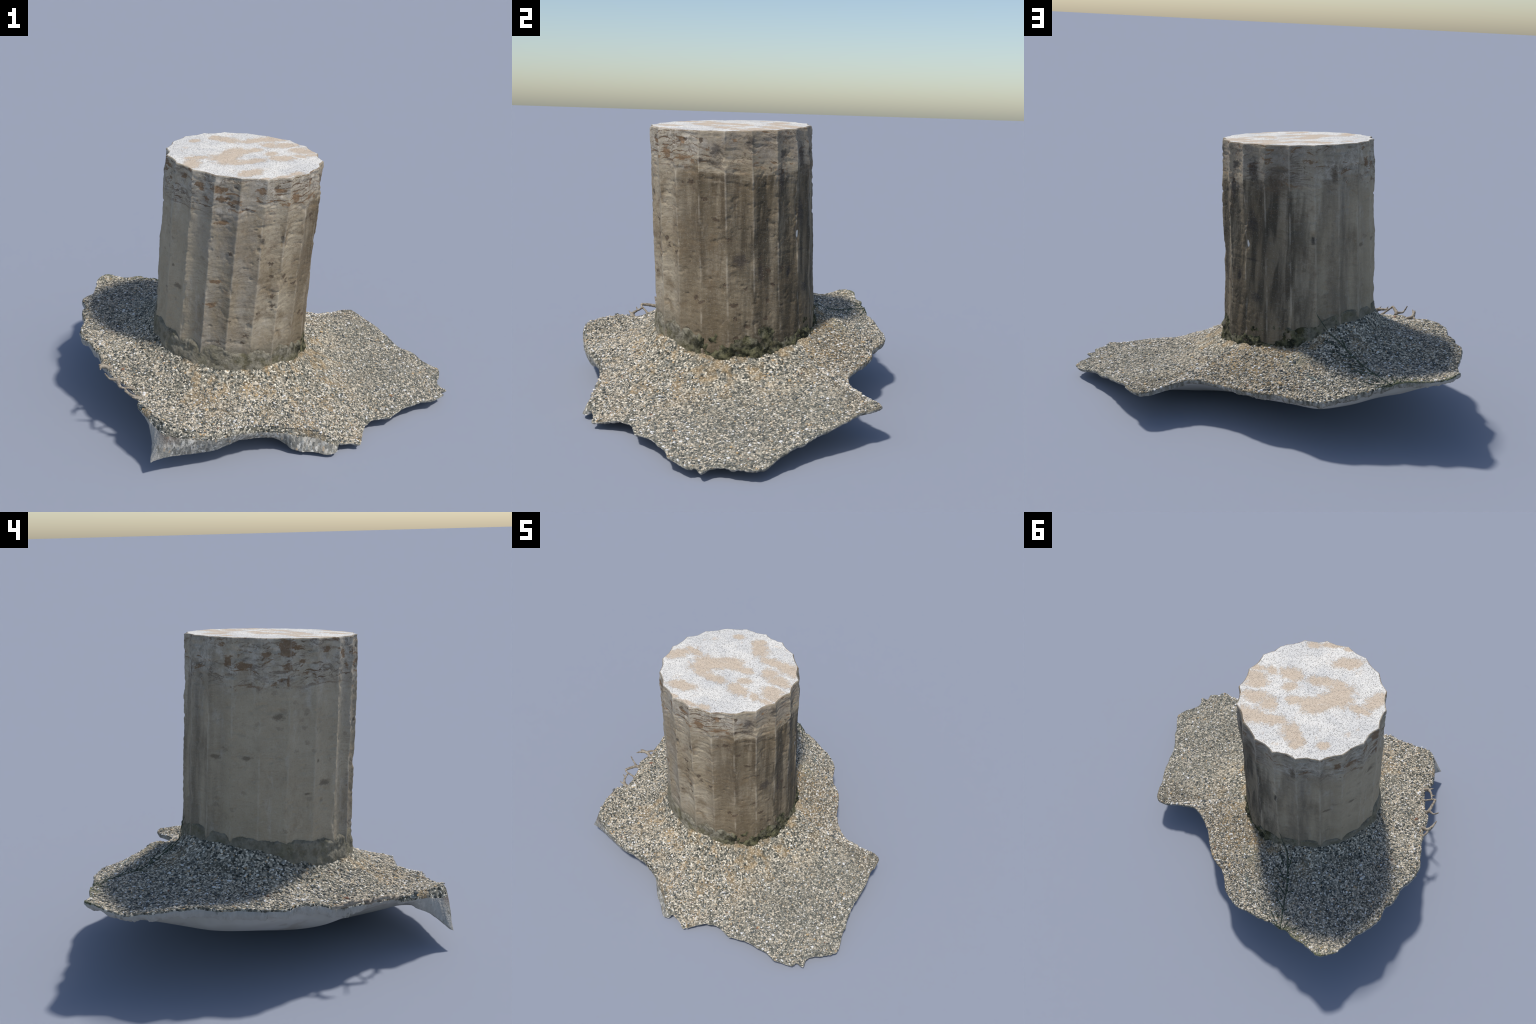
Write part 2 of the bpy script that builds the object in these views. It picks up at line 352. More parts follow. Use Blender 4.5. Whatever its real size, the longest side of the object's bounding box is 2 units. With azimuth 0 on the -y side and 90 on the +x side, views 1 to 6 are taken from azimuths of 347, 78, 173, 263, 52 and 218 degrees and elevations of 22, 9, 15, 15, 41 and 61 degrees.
    thick = m.math('MULTIPLY', m.math('SUBTRACT', m.noise(m.mapping(m.obj, (1, 1, 2.6), (3, 1, 2)), 11, 5, .65), .47), .95)
    part = m.math('SUBTRACT', 1.0, m.step(m.math('SUBTRACT', ph, thick), .0, .05))
    part = m.math('MULTIPLY', part, m.math('MULTIPLY', m.step(m.z, 1.13, 1.20), m.step(m.noise(m.obj, 3.5, 3), .40, .52)))
    part = m.math('MULTIPLY', part, m.math('ADD', .22, m.math('MULTIPLY', m.facing(270, 75, 110), .78)))
    col = m.mix(m.math('MULTIPLY', part, .85), col, m.mix(m.noise(m.obj, 30, 4), (.060, .040, .026), (.210, .130, .070)))
    crack = m.math('MAXIMUM', crack, part)
    rust = m.spots(RUST, wobble)
    col = m.mix(m.math('MULTIPLY', rust, .85), col, rust_col)
    # dark blotches and pits
    col = m.mix(m.math('MULTIPLY', m.spots(BLACK, wobble, (.45, 1.5)), .72), col, (.045, .038, .034))
    col = m.mix(m.math('MULTIPLY', m.spots(SMUDGE, m.math('MULTIPLY', wobble, .75), (.4, 1.25)), .65), col, (.110, .085, .058))
    pw = m.vec('ADD', m.obj, m.vec('MULTIPLY', m.vec('SUBTRACT', m.noise(m.obj, 38, 4, .65, 0, "Color"), (.5, .5, .5)), (.055, .055, .055)))
    v = m.voronoi(m.mapping(pw, (1, 1, 1.6)), 15)
    pit = m.math('SUBTRACT', 1.0, m.step(v.outputs["Distance"], .16, .30))
    pit = m.math('MULTIPLY', pit, m.math('MULTIPLY', m.step(m.sep(v.outputs["Color"])[0], .60, .64), m.math('ADD', .30, m.math('MULTIPLY', m.facing(325, 65, 95), .70))))
    col = m.mix(m.math('MULTIPLY', pit, .8), col, (.070, .048, .032))
    foot_z = m.math('ADD', .452, m.math('MULTIPLY', m.facing(130, 20, 80), .045))
    stain = m.math('SUBTRACT', m.math('ADD', foot_z, m.math('MULTIPLY', m.noise(m.mapping(m.obj, (1, 1, .6)), 17, 6, .7), .11)), m.z)
    stain = m.step(stain, .035, .085)
    col = m.mix(m.math('MULTIPLY', stain, m.math('SUBTRACT', .75, m.math('MULTIPLY', m.facing(15, 60, 85), .75))), col, m.mix(m.noise(m.obj, 40, 5, .7), (.085, .078, .052), (.300, .275, .215)))
    # pale worn arrises
    arris = m.step(m.math('ABSOLUTE', m.math('SUBTRACT', t, .5)), .440, .495)
    arris = m.math('MULTIPLY', arris, m.step(m.noise(m.obj, 9, 4), .40, .62))
    col = m.mix(m.math('MULTIPLY', arris, .42), col, (.48, .44, .36))
    col = m.mix(m.spots([CHIP], m.math('MULTIPLY', wobble, .15)), col, (.66, .65, .62))
    col = m.mix(1.0, col, (1.05, .99, .925), 'MULTIPLY')
    # grain
    g = m.noise(m.obj, 170, 3, .7)
    col = m.mix(m.math('MULTIPLY', m.step(g, .54, .72), .28), col, (.12, .10, .08))
    col = m.mix(m.math('MULTIPLY', m.step(g, .46, .28), .22), col, (.55, .52, .47))
    h = m.math('ADD', m.math('MULTIPLY', m.noise(m.obj, 70, 5, .7), .5), m.math('MULTIPLY', m.math('MAXIMUM', crack, pit), -.5))
    h = m.math('ADD', h, m.math('MULTIPLY', lines, -.15))
    return m.done(col, m.bump(h, .55, .006))

TAN = [(-.137, -.191, -161, .051, .020), (-.249, -.204, -171, .047, .036), (-.264, -.139, -140, .063, .039), (-.175, -.054, -146, .058, .025),
    (-.209, -.036, -140, .054, .022), (-.090, -.017, -146, .036, .017), (.027, -.145, -165, .045, .026), (-.015, -.069, -146, .027, .017),
    (.128, -.113, 173, .026, .016), (.199, -.084, -153, .033, .012), (.190, -.017, -165, .052, .028), (.150, .006, -146, .037, .023),
    (.093, .077, -159, .055, .025), (.013, .078, -146, .032, .033), (.046, .187, -164, .051, .032), (-.057, .154, -152, .054, .022),
    (-.197, .167, 150, .051, .030), (-.252, .201, -146, .031, .021), (-.188, -.372, -147, .051, .024), (-.448, -.235, -111, .058, .026),
    (-.404, -.146, -171, .041, .016), (-.370, .141, -146, .022, .016), (.031, -.382, -147, .028, .015), (-.040, -.428, -153, .038, .012), (-.144, -.457, -159, .019, .009)]

def top_material():
    m = Mat("bright_broken_marble", rough=0.85, spec=0.25)
    x, y, z = m.sep(m.obj)
    best = None
    for cx, cy, deg, a, b in TAN:
        r = math.radians(deg)
        p = m.comb(m.math('SUBTRACT', x, cx), m.math('SUBTRACT', y, cy), 0.0)
        u = m.vec('DOT_PRODUCT', p, (math.cos(r) / a, math.sin(r) / a, 0))
        v = m.vec('DOT_PRODUCT', p, (-math.sin(r) / b, math.cos(r) / b, 0))
        d = m.math('ADD', m.math('MULTIPLY', u, u), m.math('MULTIPLY', v, v))
        best = d if best is None else m.math('MINIMUM', best, d)
    w = m.math('ADD', m.math('MULTIPLY', m.math('SUBTRACT', m.noise(m.obj, 22, 7, .75), .5), 3.7),
               m.math('MULTIPLY', m.math('SUBTRACT', m.noise(m.obj, 130, 3, .7), .5), 2.4))
    tan = m.math('SUBTRACT', 1.0, m.step(m.math('ADD', m.math('SQRT', best), w), 1.05, 2.05))
    col = m.mix(m.step(m.noise(m.obj, 5, 4, .6), .42, .66), (.87, .83, .755), (.72, .70, .66))
    speck = m.noise(m.obj, 150, 4, .8)
    col = m.mix(m.math('MULTIPLY', m.step(speck, .52, .64), .60), col, (.33, .31, .285))
    col = m.mix(m.math('MULTIPLY', m.step(speck, .46, .36), .5), col, (.86, .84, .80))
    pv = m.voronoi(m.obj, 175)
    pits = m.math('MULTIPLY', m.math('SUBTRACT', 1.0, m.step(pv.outputs["Distance"], .22, .42)), m.step(m.sep(pv.outputs["Color"])[0], .40, .45))
    col = m.mix(m.math('MULTIPLY', pits, .62), col, (.25, .23, .205))
    col = m.mix(m.math('MULTIPLY', m.step(m.noise(m.obj, 45, 5, .7), .62, .74), .4), col, (.42, .37, .32))
    col = m.mix(m.math('MULTIPLY', m.step(m.noise(m.obj, 18, 6, .7), .60, .68), .45), col, (.62, .47, .34))
    tan_col = m.mix(m.noise(m.obj, 60, 5, .7), (.57, .44, .315), (.73, .605, .465))
    col = m.mix(m.math('MULTIPLY', tan, .92), col, tan_col)
    h = m.math('ADD', m.math('SUBTRACT', m.noise(m.obj, 190, 4, .7), pits), m.math('MULTIPLY', tan, -.35))
    return m.done(col, m.bump(h, .8, .005))

def footing_material():
    m = ColumnMat("old_mortar", rough=0.95, spec=0.1)
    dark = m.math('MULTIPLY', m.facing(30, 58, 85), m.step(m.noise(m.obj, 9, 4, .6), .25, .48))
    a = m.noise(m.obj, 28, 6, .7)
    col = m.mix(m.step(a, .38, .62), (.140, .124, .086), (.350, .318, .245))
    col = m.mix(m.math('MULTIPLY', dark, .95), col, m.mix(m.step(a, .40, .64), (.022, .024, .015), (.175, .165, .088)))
    col = m.mix(m.math('MULTIPLY', m.facing(175, 60, 100), .55), col, m.mix(a, (.215, .190, .135), (.400, .365, .285)))
    moss = m.step(m.noise(m.obj, 11, 4, .6), .50, .64)
    col = m.mix(m.math('MULTIPLY', moss, .30), col, (.185, .165, .070))
    holes = m.step(m.noise(m.mapping(m.obj, (1, 1, .8)), 34, 5, .7), .58, .66)
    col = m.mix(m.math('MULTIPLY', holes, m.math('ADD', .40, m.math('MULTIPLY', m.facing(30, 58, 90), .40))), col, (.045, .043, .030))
    seam = m.step(m.noise(m.obj, 75, 3, .7), .60, .75)
    col = m.mix(m.math('MULTIPLY', seam, .45), col, (.45, .43, .36))
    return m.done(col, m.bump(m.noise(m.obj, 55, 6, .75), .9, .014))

STONE_TONES = [(.0, (.040, .044, .040)), (.14, (.085, .092, .085)), (.28, (.150, .154, .138)), (.41, (.240, .230, .195)), (.53, (.365, .340, .285)),
               (.64, (.490, .450, .375)), (.74, (.330, .340, .325)), (.80, (.670, .615, .520)), (.89, (.860, .815, .720)), (.975, (.520, .370, .220))]
def gravel_material(name="gravel", lip=False):
    m = Mat(name, rough=0.92, spec=0.15)
    x, y, z = m.sep(m.obj)
    warp = m.vec('ADD', m.obj, m.vec('MULTIPLY', m.vec('SUBTRACT', m.noise(m.obj, 30, 2, .5, 0, "Color"), (.5, .5, .5)), (.014, .014, .014)))
    def layer(scale, loc):
        v = m.voronoi(m.mapping(warp, (1, 1, 1), loc), scale)
        r = m.sep(v.outputs["Color"])
        c = m.ramp(r[0], STONE_TONES, 'CONSTANT')
        c = m.mix(m.math('MULTIPLY', m.math('SUBTRACT', r[1], .55), .5), c, (.40, .365, .30))
        return c, v.outputs["Distance"], r[2]
    fine, df, _ = layer(122, (0, 0, 0))
    mid, dm, rm = layer(72, (3.1, 1.7, .4))
    big, db, rb = layer(34, (1.3, 7.7, 2.1))
    col = fine; dist = df
    k = m.math('MULTIPLY', m.step(rm, .45, .5), m.math('SUBTRACT', 1.0, m.step(dm, .42, .55)))
    col = m.mix(k, col, mid)
    k2 = m.math('MULTIPLY', m.step(rb, .86, .88), m.math('SUBTRACT', 1.0, m.step(db, .26, .32)))
    col = m.mix(k2, col, m.mix(.35, big, (.62, .56, .47)))
    # drifts of sandy soil, greener and browner stretches
    n1 = m.noise(m.obj, 3.4, 4, .6)
    n2 = m.noise(m.mapping(m.obj, (1, 1, 1), (4, 2, 1)), 10, 4, .6)
    near = m.math('MULTIPLY', m.step(x, .55, .15), m.step(y, -.25, -.45))
    soil = m.math('MULTIPLY', m.step(m.math('ADD', n2, m.math('MULTIPLY', m.math('SUBTRACT', n1, .5), .8)), .55, .72), m.math('ADD', .12, m.math('MULTIPLY', near, .42)))
    col = m.mix(soil, col, (.480, .360, .225))
    brown = m.math('MULTIPLY', m.step(m.math('ADD', y, m.math('MULTIPLY', n1, .3)), .35, .55), m.step(x, -.25, .0))
    col = m.mix(m.math('MULTIPLY', brown, .45), col, (.225, .165, .095))
    outer = m.math('MULTIPLY', m.step(m.math('ADD', x, m.math('MULTIPLY', n1, .25)), .35, .75), .48)
    col = m.mix(outer, col, m.mix(.75, m.mix(1.0, col, (.60, .62, .62), 'MULTIPLY'), (.215, .220, .200)))
    dist_c = m.vec('LENGTH', m.vec('SUBTRACT', m.comb(x, y, 0.0), (-.20, -.03, 0)))
    ring = m.math('MULTIPLY', m.step(dist_c, .72, .45), m.step(n2, .46, .62))
    col = m.mix(m.math('MULTIPLY', ring, m.math('MULTIPLY', m.step(x, -.55, -.30), .60)), col, (.400, .285, .150))
    tuft = m.vec('LENGTH', m.vec('MULTIPLY', m.vec('SUBTRACT', m.comb(x, y, 0.0), (-.115, .505, 0)), (15.0, 17.0, 0)))
    tuft = m.step(m.math('ADD', tuft, m.math('MULTIPLY', m.math('SUBTRACT', m.noise(m.obj, 40, 4, .7), .5), 1.1)), 1.15, .55)
    col = m.mix(m.math('MULTIPLY', tuft, .8), col, m.mix(m.noise(m.obj, 60, 5, .7), (.20, .175, .11), (.50, .465, .36)))
    lichen = m.math('MULTIPLY', m.step(m.math('SUBTRACT', y, m.math('MULTIPLY', n1, .10)), .66, .72), m.math('MULTIPLY', m.step(x, -.35, -.50), m.step(n2, .42, .6)))
    col = m.mix(m.math('MULTIPLY', lichen, .75), col, (.115, .135, .065))
    drift = m.noise(m.mapping(m.obj, (1, 1, 1), (7, 3, 5)), 5.5, 5, .65)
    col = m.mix(m.math('MULTIPLY', m.step(drift, .50, .66), .28), col, (.155, .150, .125))
    col = m.mix(m.math('MULTIPLY', m.step(drift, .47, .32), .22), col, (.640, .575, .465))
    col = m.mix(1.0, col, (1.04, 1.0, .92), 'MULTIPLY')
    gap = m.step(df, .50, .78)
    col = m.mix(m.math('MULTIPLY', gap, .45), col, (.050, .050, .043))
    if lip:
        up = m.mapping(m.obj, (1, 1, .10))
        smear = m.ramp(m.noise(up, 55, 3, .6), [(.30, (.060, .062, .052)), (.45, (.20, .19, .16)), (.60, (.36, .345, .31)), (.75, (.50, .485, .45))])
        pale = m.step(y, -.40, -.50)
        drawn = m.voronoi(m.mapping(m.obj, (1, 1, .42), (0, 0, 0), (0, .5, 0)), 105)
        dc = m.ramp(m.sep(drawn.outputs["Color"])[0], STONE_TONES, 'CONSTANT')
        dc = m.mix(m.math('ADD', .12, m.math('MULTIPLY', m.noise(m.obj, 8, 4, .6), .45)), dc, (.50, .462, .395))
        col = m.mix(.85, col, m.mix(pale, smear, dc))
    if lip:
        film = m.mix(m.noise(m.mapping(m.obj, (1, 1, .4)), 16, 4, .6), (.33, .31, .275), (.50, .48, .44))
        far_left = m.math('MULTIPLY', m.step(x, -.62, -.72), m.step(m.noise(m.obj, 14, 4, .7), .30, .46))
        col = m.mix(m.math('MULTIPLY', far_left, .85), col, film)
        rusty = m.step(m.vec('DISTANCE', m.obj, (-.64, -.775, .225)), .085, .02)
        col = m.mix(m.math('MULTIPLY', rusty, .6), col, (.175, .125, .095))
        k = 0.0; k2 = 0.0; df = m.math('MULTIPLY', df, .35)
    h = m.math('ADD', m.math('MULTIPLY', df, -1.0), m.math('MULTIPLY', k, .5))
    h = m.math('ADD', h, m.math('MULTIPLY', k2, .8))
    return m.done(col, m.bump(h, .7, .006))

def underside_material():
    m = Mat("pale_underside", rough=0.9, spec=0.15)
    col = m.mix(m.step(m.noise(m.obj, 2.4, 3, .5), .35, .65), (.40, .385, .335), (.50, .485, .45))
    blot = m.math('MULTIPLY', m.step(m.noise(m.obj, 7, 4, .6, .4), .56, .66), .45)
    col = m.mix(blot, col, (.33, .275, .225))
    return m.done(col)

def plain(name, a, b, scale=40, rough=.9, bump=.4):
    m = Mat(name, rough=rough, spec=.15)
    n = m.noise(m.obj, scale, 5, .65)
    return m.done(m.mix(m.step(n, .35, .65), a, b), m.bump(n, bump, .004))

# the SCALE vector operation needs its factor; treat it as a pass-through
_old_vec = Mat.vec
def _vec(self, op, a, b=(0, 0, 0), out=0):
    if op == 'SCALE': return a
    return _old_vec(self, op, a, b, out)
Mat.vec = _vec

MAT_SHAFT, MAT_TOP, MAT_FOOT = shaft_material(), top_material(), footing_material()
MAT_GRAVEL, MAT_LIP, MAT_UNDER = gravel_material(), gravel_material("torn_gravel_edge", True), underside_material()
MAT_TWIG = plain("dry_twig", (.20, .165, .125), (.42, .37, .30), 60)
MAT_GRASS = plain("dark_grass", (.050, .066, .044), (.090, .112, .074), 30, .6, .1)
MAT_PALE_GRASS = plain("pale_grass", (.30, .36, .32), (.38, .43, .37), 30, .6, .1)
STONE_MATS = [plain("stone_" + n, a, b, 55) for n, a, b in (
    ("cream", (.60, .52, .40), (.74, .65, .51)), ("white", (.72, .70, .66), (.82, .80, .76)), ("grey", (.22, .215, .18), (.34, .325, .27)),
    ("slate", (.085, .092, .090), (.15, .155, .148)), ("buff", (.40, .345, .265), (.52, .46, .37)), ("orange", (.46, .32, .17), (.60, .45, .27)),
    ("red_brown", (.22, .115, .075), (.30, .175, .12)))]

# ------------------------------------------------------------------ the thing
root = bpy.data.objects.new("ruined_column", None)
root.empty_display_size = .2
COL.objects.link(root)
root["label"] = "weathered fluted marble column stump in torn gravel patch"
root["category"] = "ruined column"

# ------------------------------------------------------------------ shaft
def flute_depth(th, s):
    """flutes are worn shallow on the back-left, especially low down"""
    d = np.degrees(th) % 360
    worn = smooth(94, 106, d) * (1 - smooth(175, 205, d))
    low = 1 - smooth(.80, .92, s)
    east = smooth(-40, -15, (d + 180) % 360 - 180) * (1 - smooth(75, 100, (d + 180) % 360 - 180))
    shallow = 1 - smooth(.50, .98, s)
    return .0175 * (1 - worn * (.03 + .20 * low)) * (1 - .70 * east * shallow)

def shaft_radius(th, s):
    t = ((th - PHASE) / (2 * math.pi / FLUTES)) % 1.0
    hollow = 1 - np.abs(2 * t - 1) ** 2.0
    p = on_axis(s, .4, th)
    r = .4003 - flute_depth(th, s) * hollow
    r = r + .0035 * smooth(.60, .45, s)
    dd = (np.degrees(th) + 180) % 360 - 180
    side = smooth(-60, -20, dd) * (1 - smooth(60, 85, dd))
    r = r + side * ((.0055) * smooth(1.30, 1.15, s) + .006 * smooth(.75, .40, s))
    chipped = np.clip(fbm(p * np.array([14, 14, 9]), 3, 5) - .12, 0, 1) * (1 - hollow) ** 3
    wide = np.clip(fbm(p * np.array([7, 7, 5]), 3, 95) - .02, 0, .5) * (1 - hollow) ** 1.2
    r = r - .024 * chipped - .014 * wide
    r = r + .0035 * fbm(p * np.array([5, 5, 5]), 3, 2) + .0016 * fbm(p * np.array([14, 14, 55]), 3, 9) + .0008 * vnoise(p * 90, 3)
    gouge = np.clip(fbm(p * np.array([8, 8, 34]), 4, 91) - .12, 0, .30) * smooth(1.06, 1.16, s)
    r = r - .013 * gouge
    pock = np.clip(fbm(p * np.array([26, 26, 34]), 4, 93) - .30, 0, .25)
    r = r - .016 * pock
    flat_back = smooth(110, 140, np.degrees(th) % 360) * (1 - smooth(200, 230, np.degrees(th) % 360))
    r = r - .001 * flat_back * np.exp(-((s - .82) / .22) ** 2)
    def dent(deg, h, w, t, depth):
        a = math.radians(deg)
        du = ((th - a + math.pi) % (2 * math.pi) - math.pi) * .395 / w
        dv = (s - h) / t
        return depth * np.exp(-(du ** 2 + dv ** 2))
    for spec in ((41.5, .853, .010, .022, .010), (92.5, .90, .012, .020, .013), (111, .885, .012, .022, .010), (177.6, 1.042, .030, .012, .005),
                 (275, 1.03, .010, .013, .008), (291, 1.03, .010, .013, .008), (212, .73, .03, .016, .003), (135.6, .86, .03, .01, .003),
                 (9, .69, .012, .05, .004), (32, .68, .013, .022, .006)):
        r = r - dent(*spec)
    return r

NT = 800
th = np.linspace(0, 2 * math.pi, NT, endpoint=False)
ROUND = .008
s_rows = np.r_[np.linspace(.20, TOP_S - ROUND, 260), TOP_S - ROUND + ROUND * np.sin(np.linspace(0, math.pi / 2, 7)[1:])]
rim_drop = np.r_[np.zeros(260), ROUND * (1 - np.cos(np.linspace(0, math.pi / 2, 7)[1:]))]
S, TH = np.meshgrid(s_rows, th, indexing='ij')
Rr = shaft_radius(TH.ravel(), S.ravel()).reshape(S.shape) - .75 * rim_drop[:, None]
edge_wear = .005 * np.clip(fbm(on_axis(np.full(NT, TOP_S), .4, th) * 16, 3, 21), 0, 1)
wear = smooth(TOP_S - .030, TOP_S, S)
Rr -= wear * edge_wear[None, :] * .9
tilt = .0056 * np.cos(th) - .0051 * np.sin(th)          # the break is not quite square to the axis
lean = smooth(1.15, TOP_S, S) * tilt[None, :]
P = on_axis(S - wear * edge_wear[None, :] * .5 + lean, Rr, TH)
# top face: rings shrinking from the same border
rings = np.linspace(1, 0.0, 70)[:-1]
border_r, border_s = Rr[-1], TOP_S - edge_wear * .5
top_pts = []
for q in rings:
    s_here = border_s * q ** 6 + TOP_S * (1 - q ** 6) + .0005 * (1 - q ** 2) + tilt * q
    pt = on_axis(s_here, border_r * q, th)
    if q < 1:
        k = smooth(1, .95, q) if False else min(1, (1 - q) / .04)
        pt = pt + (k * (.0016 * fbm(pt * 60, 3, 31) + .0022 * fbm(pt * 12, 3, 33)))[:, None] * AXIS
    top_pts.append(pt)
centre = FOOT + (TOP_S + .0005) * AXIS
nS = len(s_rows)
all_v = np.concatenate([P.reshape(-1, 3)] + top_pts[1:] + [centre[None, :]])
f_side = grid_faces(nS, NT)
base = (nS - 1) * NT
f_top = grid_faces(len(rings), NT) + base
last = base + (len(rings) - 1) * NT
ci = len(all_v) - 1
i = np.arange(NT)
f_cap = np.stack([last + i, last + (i + 1) % NT, np.full(NT, ci)], 1)

def vertex_normals(v, faces_list):
    n = np.zeros_like(v)
    for f in faces_list:
        a, b, c = v[f[:, 0]], v[f[:, 1]], v[f[:, 2]]
        fn = np.cross(b - a, c - a)
        if f.shape[1] == 4:
            fn = fn + np.cross(v[f[:, 2]] - a, v[f[:, 3]] - a)
        for k in range(f.shape[1]): np.add.at(n, f[:, k], fn)
    return n / np.maximum(np.linalg.norm(n, axis=1, keepdims=True), 1e-12)

nrm = vertex_normals(all_v, [f_side, f_top, f_cap])
shaft = add_mesh("fluted_shaft", P.reshape(-1, 3), f_side, MAT_SHAFT, root)
shaft.data.normals_split_custom_set_from_vertices(nrm[:nS * NT].tolist())
top_v = all_v[base:]
faces = [tuple(int(x) for x in q) for q in (f_top - base)] + [tuple(int(x) for x in q) for q in (f_cap - base)]
top = add_mesh("broken_top", top_v, faces, MAT_TOP, root)
top.data.normals_split_custom_set_from_vertices(nrm[base:].tolist())

# ------------------------------------------------------------------ mortar footing
NF, MF = 720, 46
tf = np.linspace(0, 2 * math.pi, NF, endpoint=False)
ring = np.c_[np.cos(tf), np.sin(tf), np.zeros(NF)]
hi = footing_line(tf) + .010 * fbm(ring * 9, 4, 41) + .007 * fbm(ring * 30, 3, 42) + .004
lo = gravel_line(tf) - .06
flare = circ_table([0, 45, 90, 120, 160, 200, 240, 275, 300, 320, 340], [.040, .034, .026, .016, .016, .026, .030, .026, .022, .026, .032])(tf)
rows = []
for q in np.linspace(0, 1, MF):
    zz = hi + (lo - hi) * q
    p = on_axis(zz, .4, tf)
    rugged = 1 + 1.1 * smooth(-55, -30, (np.degrees(tf) + 180) % 360 - 180) * (1 - smooth(70, 100, (np.degrees(tf) + 180) % 360 - 180))
    lump = rugged * (.008 * fbm(p * 15, 4, 43) + .0065 * fbm(p * 40, 3, 47))
    grow = smooth(0, .10, np.full(NF, q))
    r = .384 + (.013 + .004 * (rugged - 1)) * grow + grow * (flare * q ** 1.3 + lump * np.minimum(1, (hi - lo) / .16))
    rows.append(on_axis(zz, r, tf))
foot_v = np.concatenate(rows)
footing = add_mesh("mortar_footing", foot_v, grid_faces(MF, NF, flip=True), MAT_FOOT, root)

# ------------------------------------------------------------------ gravel patch
def closed_spline(ctrl, n):
    """uniformly resampled closed Catmull-Rom curve"""
    c = np.asarray(ctrl); m = len(c); out = []
    for a in range(m):
        p0, p1, p2, p3 = c[a - 1], c[a], c[(a + 1) % m], c[(a + 2) % m]
        t = np.linspace(0, 1, 16, endpoint=False)[:, None]
        out.append(.5 * ((2 * p1) + (p2 - p0) * t + (2 * p0 - 5 * p1 + 4 * p2 - p3) * t ** 2 + (3 * p1 - p0 - 3 * p2 + p3) * t ** 3))
    q = np.concatenate(out); q = np.vstack([q, q[:1]])
    d = np.r_[0, np.cumsum(np.linalg.norm(np.diff(q[:, :3], axis=0), axis=1))]
    u = np.linspace(0, d[-1], n, endpoint=False)
    return np.stack([np.interp(u, d, q[:, k]) for k in range(q.shape[1])], 1)

NR, MR = 1700, 130
hem_off = np.zeros((len(RIM), 4))                 # hem x, y, z relative to the rim, and how far the hem rules
for a_, q in enumerate(RIM):
    k_ = (round(float(q[0]), 3), round(float(q[1]), 3))
    if k_ in HEM: hem_off[a_] = (*(np.array(HEM[k_]) - q), 1)
six = closed_spline(np.c_[RIM, hem_off], NR)
rim, hem, hem_w = six[:, :3], six[:, 3:6], np.clip(six[:, 6], 0, 1)
ang = np.arctan2(rim[:, 1] - HUB[1], rim[:, 0] - HUB[0])
out_dir = np.c_[np.cos(ang), np.sin(ang)]
jag = .0045 * fbm(np.c_[rim[:, :2] * 45, np.zeros(NR)], 4, 51, .65)
rim[:, :2] += out_dir * jag[:, None]
inner = HUB + .35 * out_dir
def relief(xy):        # small unevenness
    p = np.c_[xy, np.zeros(len(xy))]
    return .0030 * fbm(p * 9, 3, 61) + .0024 * fbm(p * 34, 3, 63) + .0022 * np.abs(vnoise(p * 120, 65))
k = np.linspace(0, 1, MR)
k = 1 - (1 - k) ** 1.25
XY = inner[None] + (rim[:, :2] - inner)[None] * k[:, None, None]
Z = ground(XY.reshape(-1, 2)) + relief(XY.reshape(-1, 2))
Z = Z.reshape(MR, NR)
def humps(xy):
    """a tussock-topped mound behind and a small mortar cone in front"""
    x, y = xy[..., 0], xy[..., 1]
    h = .024 * np.exp(-(((x + .115) / .06) ** 2 + ((y - .505) / .055) ** 2))
    h += .005 * np.exp(-(((x + .055) / .032) ** 2 + ((y + .465) / .034) ** 2))
    h += .012 * np.exp(-(((x + .745) / .05) ** 2 + ((y - .24) / .05) ** 2))
    r = np.hypot(x - (FOOT[0] + .025), y - (FOOT[1] - .021))
    h += (.003 + .024 * np.exp(-(((np.arctan2(y + .03, x + .21) - 2.6 + math.pi) % (2 * math.pi) - math.pi) / 1.2) ** 2)) * np.exp(-np.maximum(0, r - .405) / .028)
    return h
Z += humps(XY)
Z -= (.016 * hem_w)[None, :] * np.clip((k - .955) / .045, 0, 1)[:, None] ** 2
top_rows = np.dstack([XY, Z])
# rounded lip
edge_xy, edge_z = XY[-1], Z[-1]
drop = np.interp(np.degrees(ang) % 360, [0, 30, 60, 75, 110, 130, 150, 175, 200, 228, 240, 262, 275, 300, 330, 360],
                 [.016, .022, .034, .034, .036, .032, .026, .024, .028, .026, .022, .024, .020, .016, .014, .016])
drop = drop * (1 + .35 * fbm(np.c_[rim[:, :2] * 30, np.ones(NR)], 3, 71))
lip = []
deg = np.degrees(ang) % 360
fat = smooth(128, 160, deg) * (1 - smooth(196, 208, deg))
drop = drop * (1 + .8 * fat)
for a in np.linspace(0, 1, 15)[1:]:
    off = (.004 + .002 * fat) * math.sin(math.pi * a) - .012 * a ** 2 * (1 - .8 * fat)
    rough = .004 * fbm(np.c_[rim[:, :2] * 60, np.full(NR, a * 2)], 3, 73) * math.sin(math.pi * min(1, a * 1.2) * .8)
    plain_lip = np.c_[edge_xy + out_dir * (off + rough)[:, None], edge_z - drop * a]
    bulge = .007 * math.sin(math.pi * a ** .7)
    skirt = np.c_[edge_xy + hem[:, :2] * a ** 1.5 + out_dir * (bulge + rough)[:, None], edge_z + hem[:, 2] * a]
    lip.append(plain_lip * (1 - hem_w[:, None]) + skirt * hem_w[:, None])
lip = np.array(lip)
surf = np.concatenate([top_rows.reshape(-1, 3), lip.reshape(-1, 3)])
nrows = MR + len(lip)
gf = grid_faces(nrows, NR, flip=True)
gf = gf[:, ::-1]
mi = np.repeat(np.r_[np.zeros(MR - 1 + 1, int), np.zeros(2, int), np.ones(nrows - 3 - MR, int)], NR)
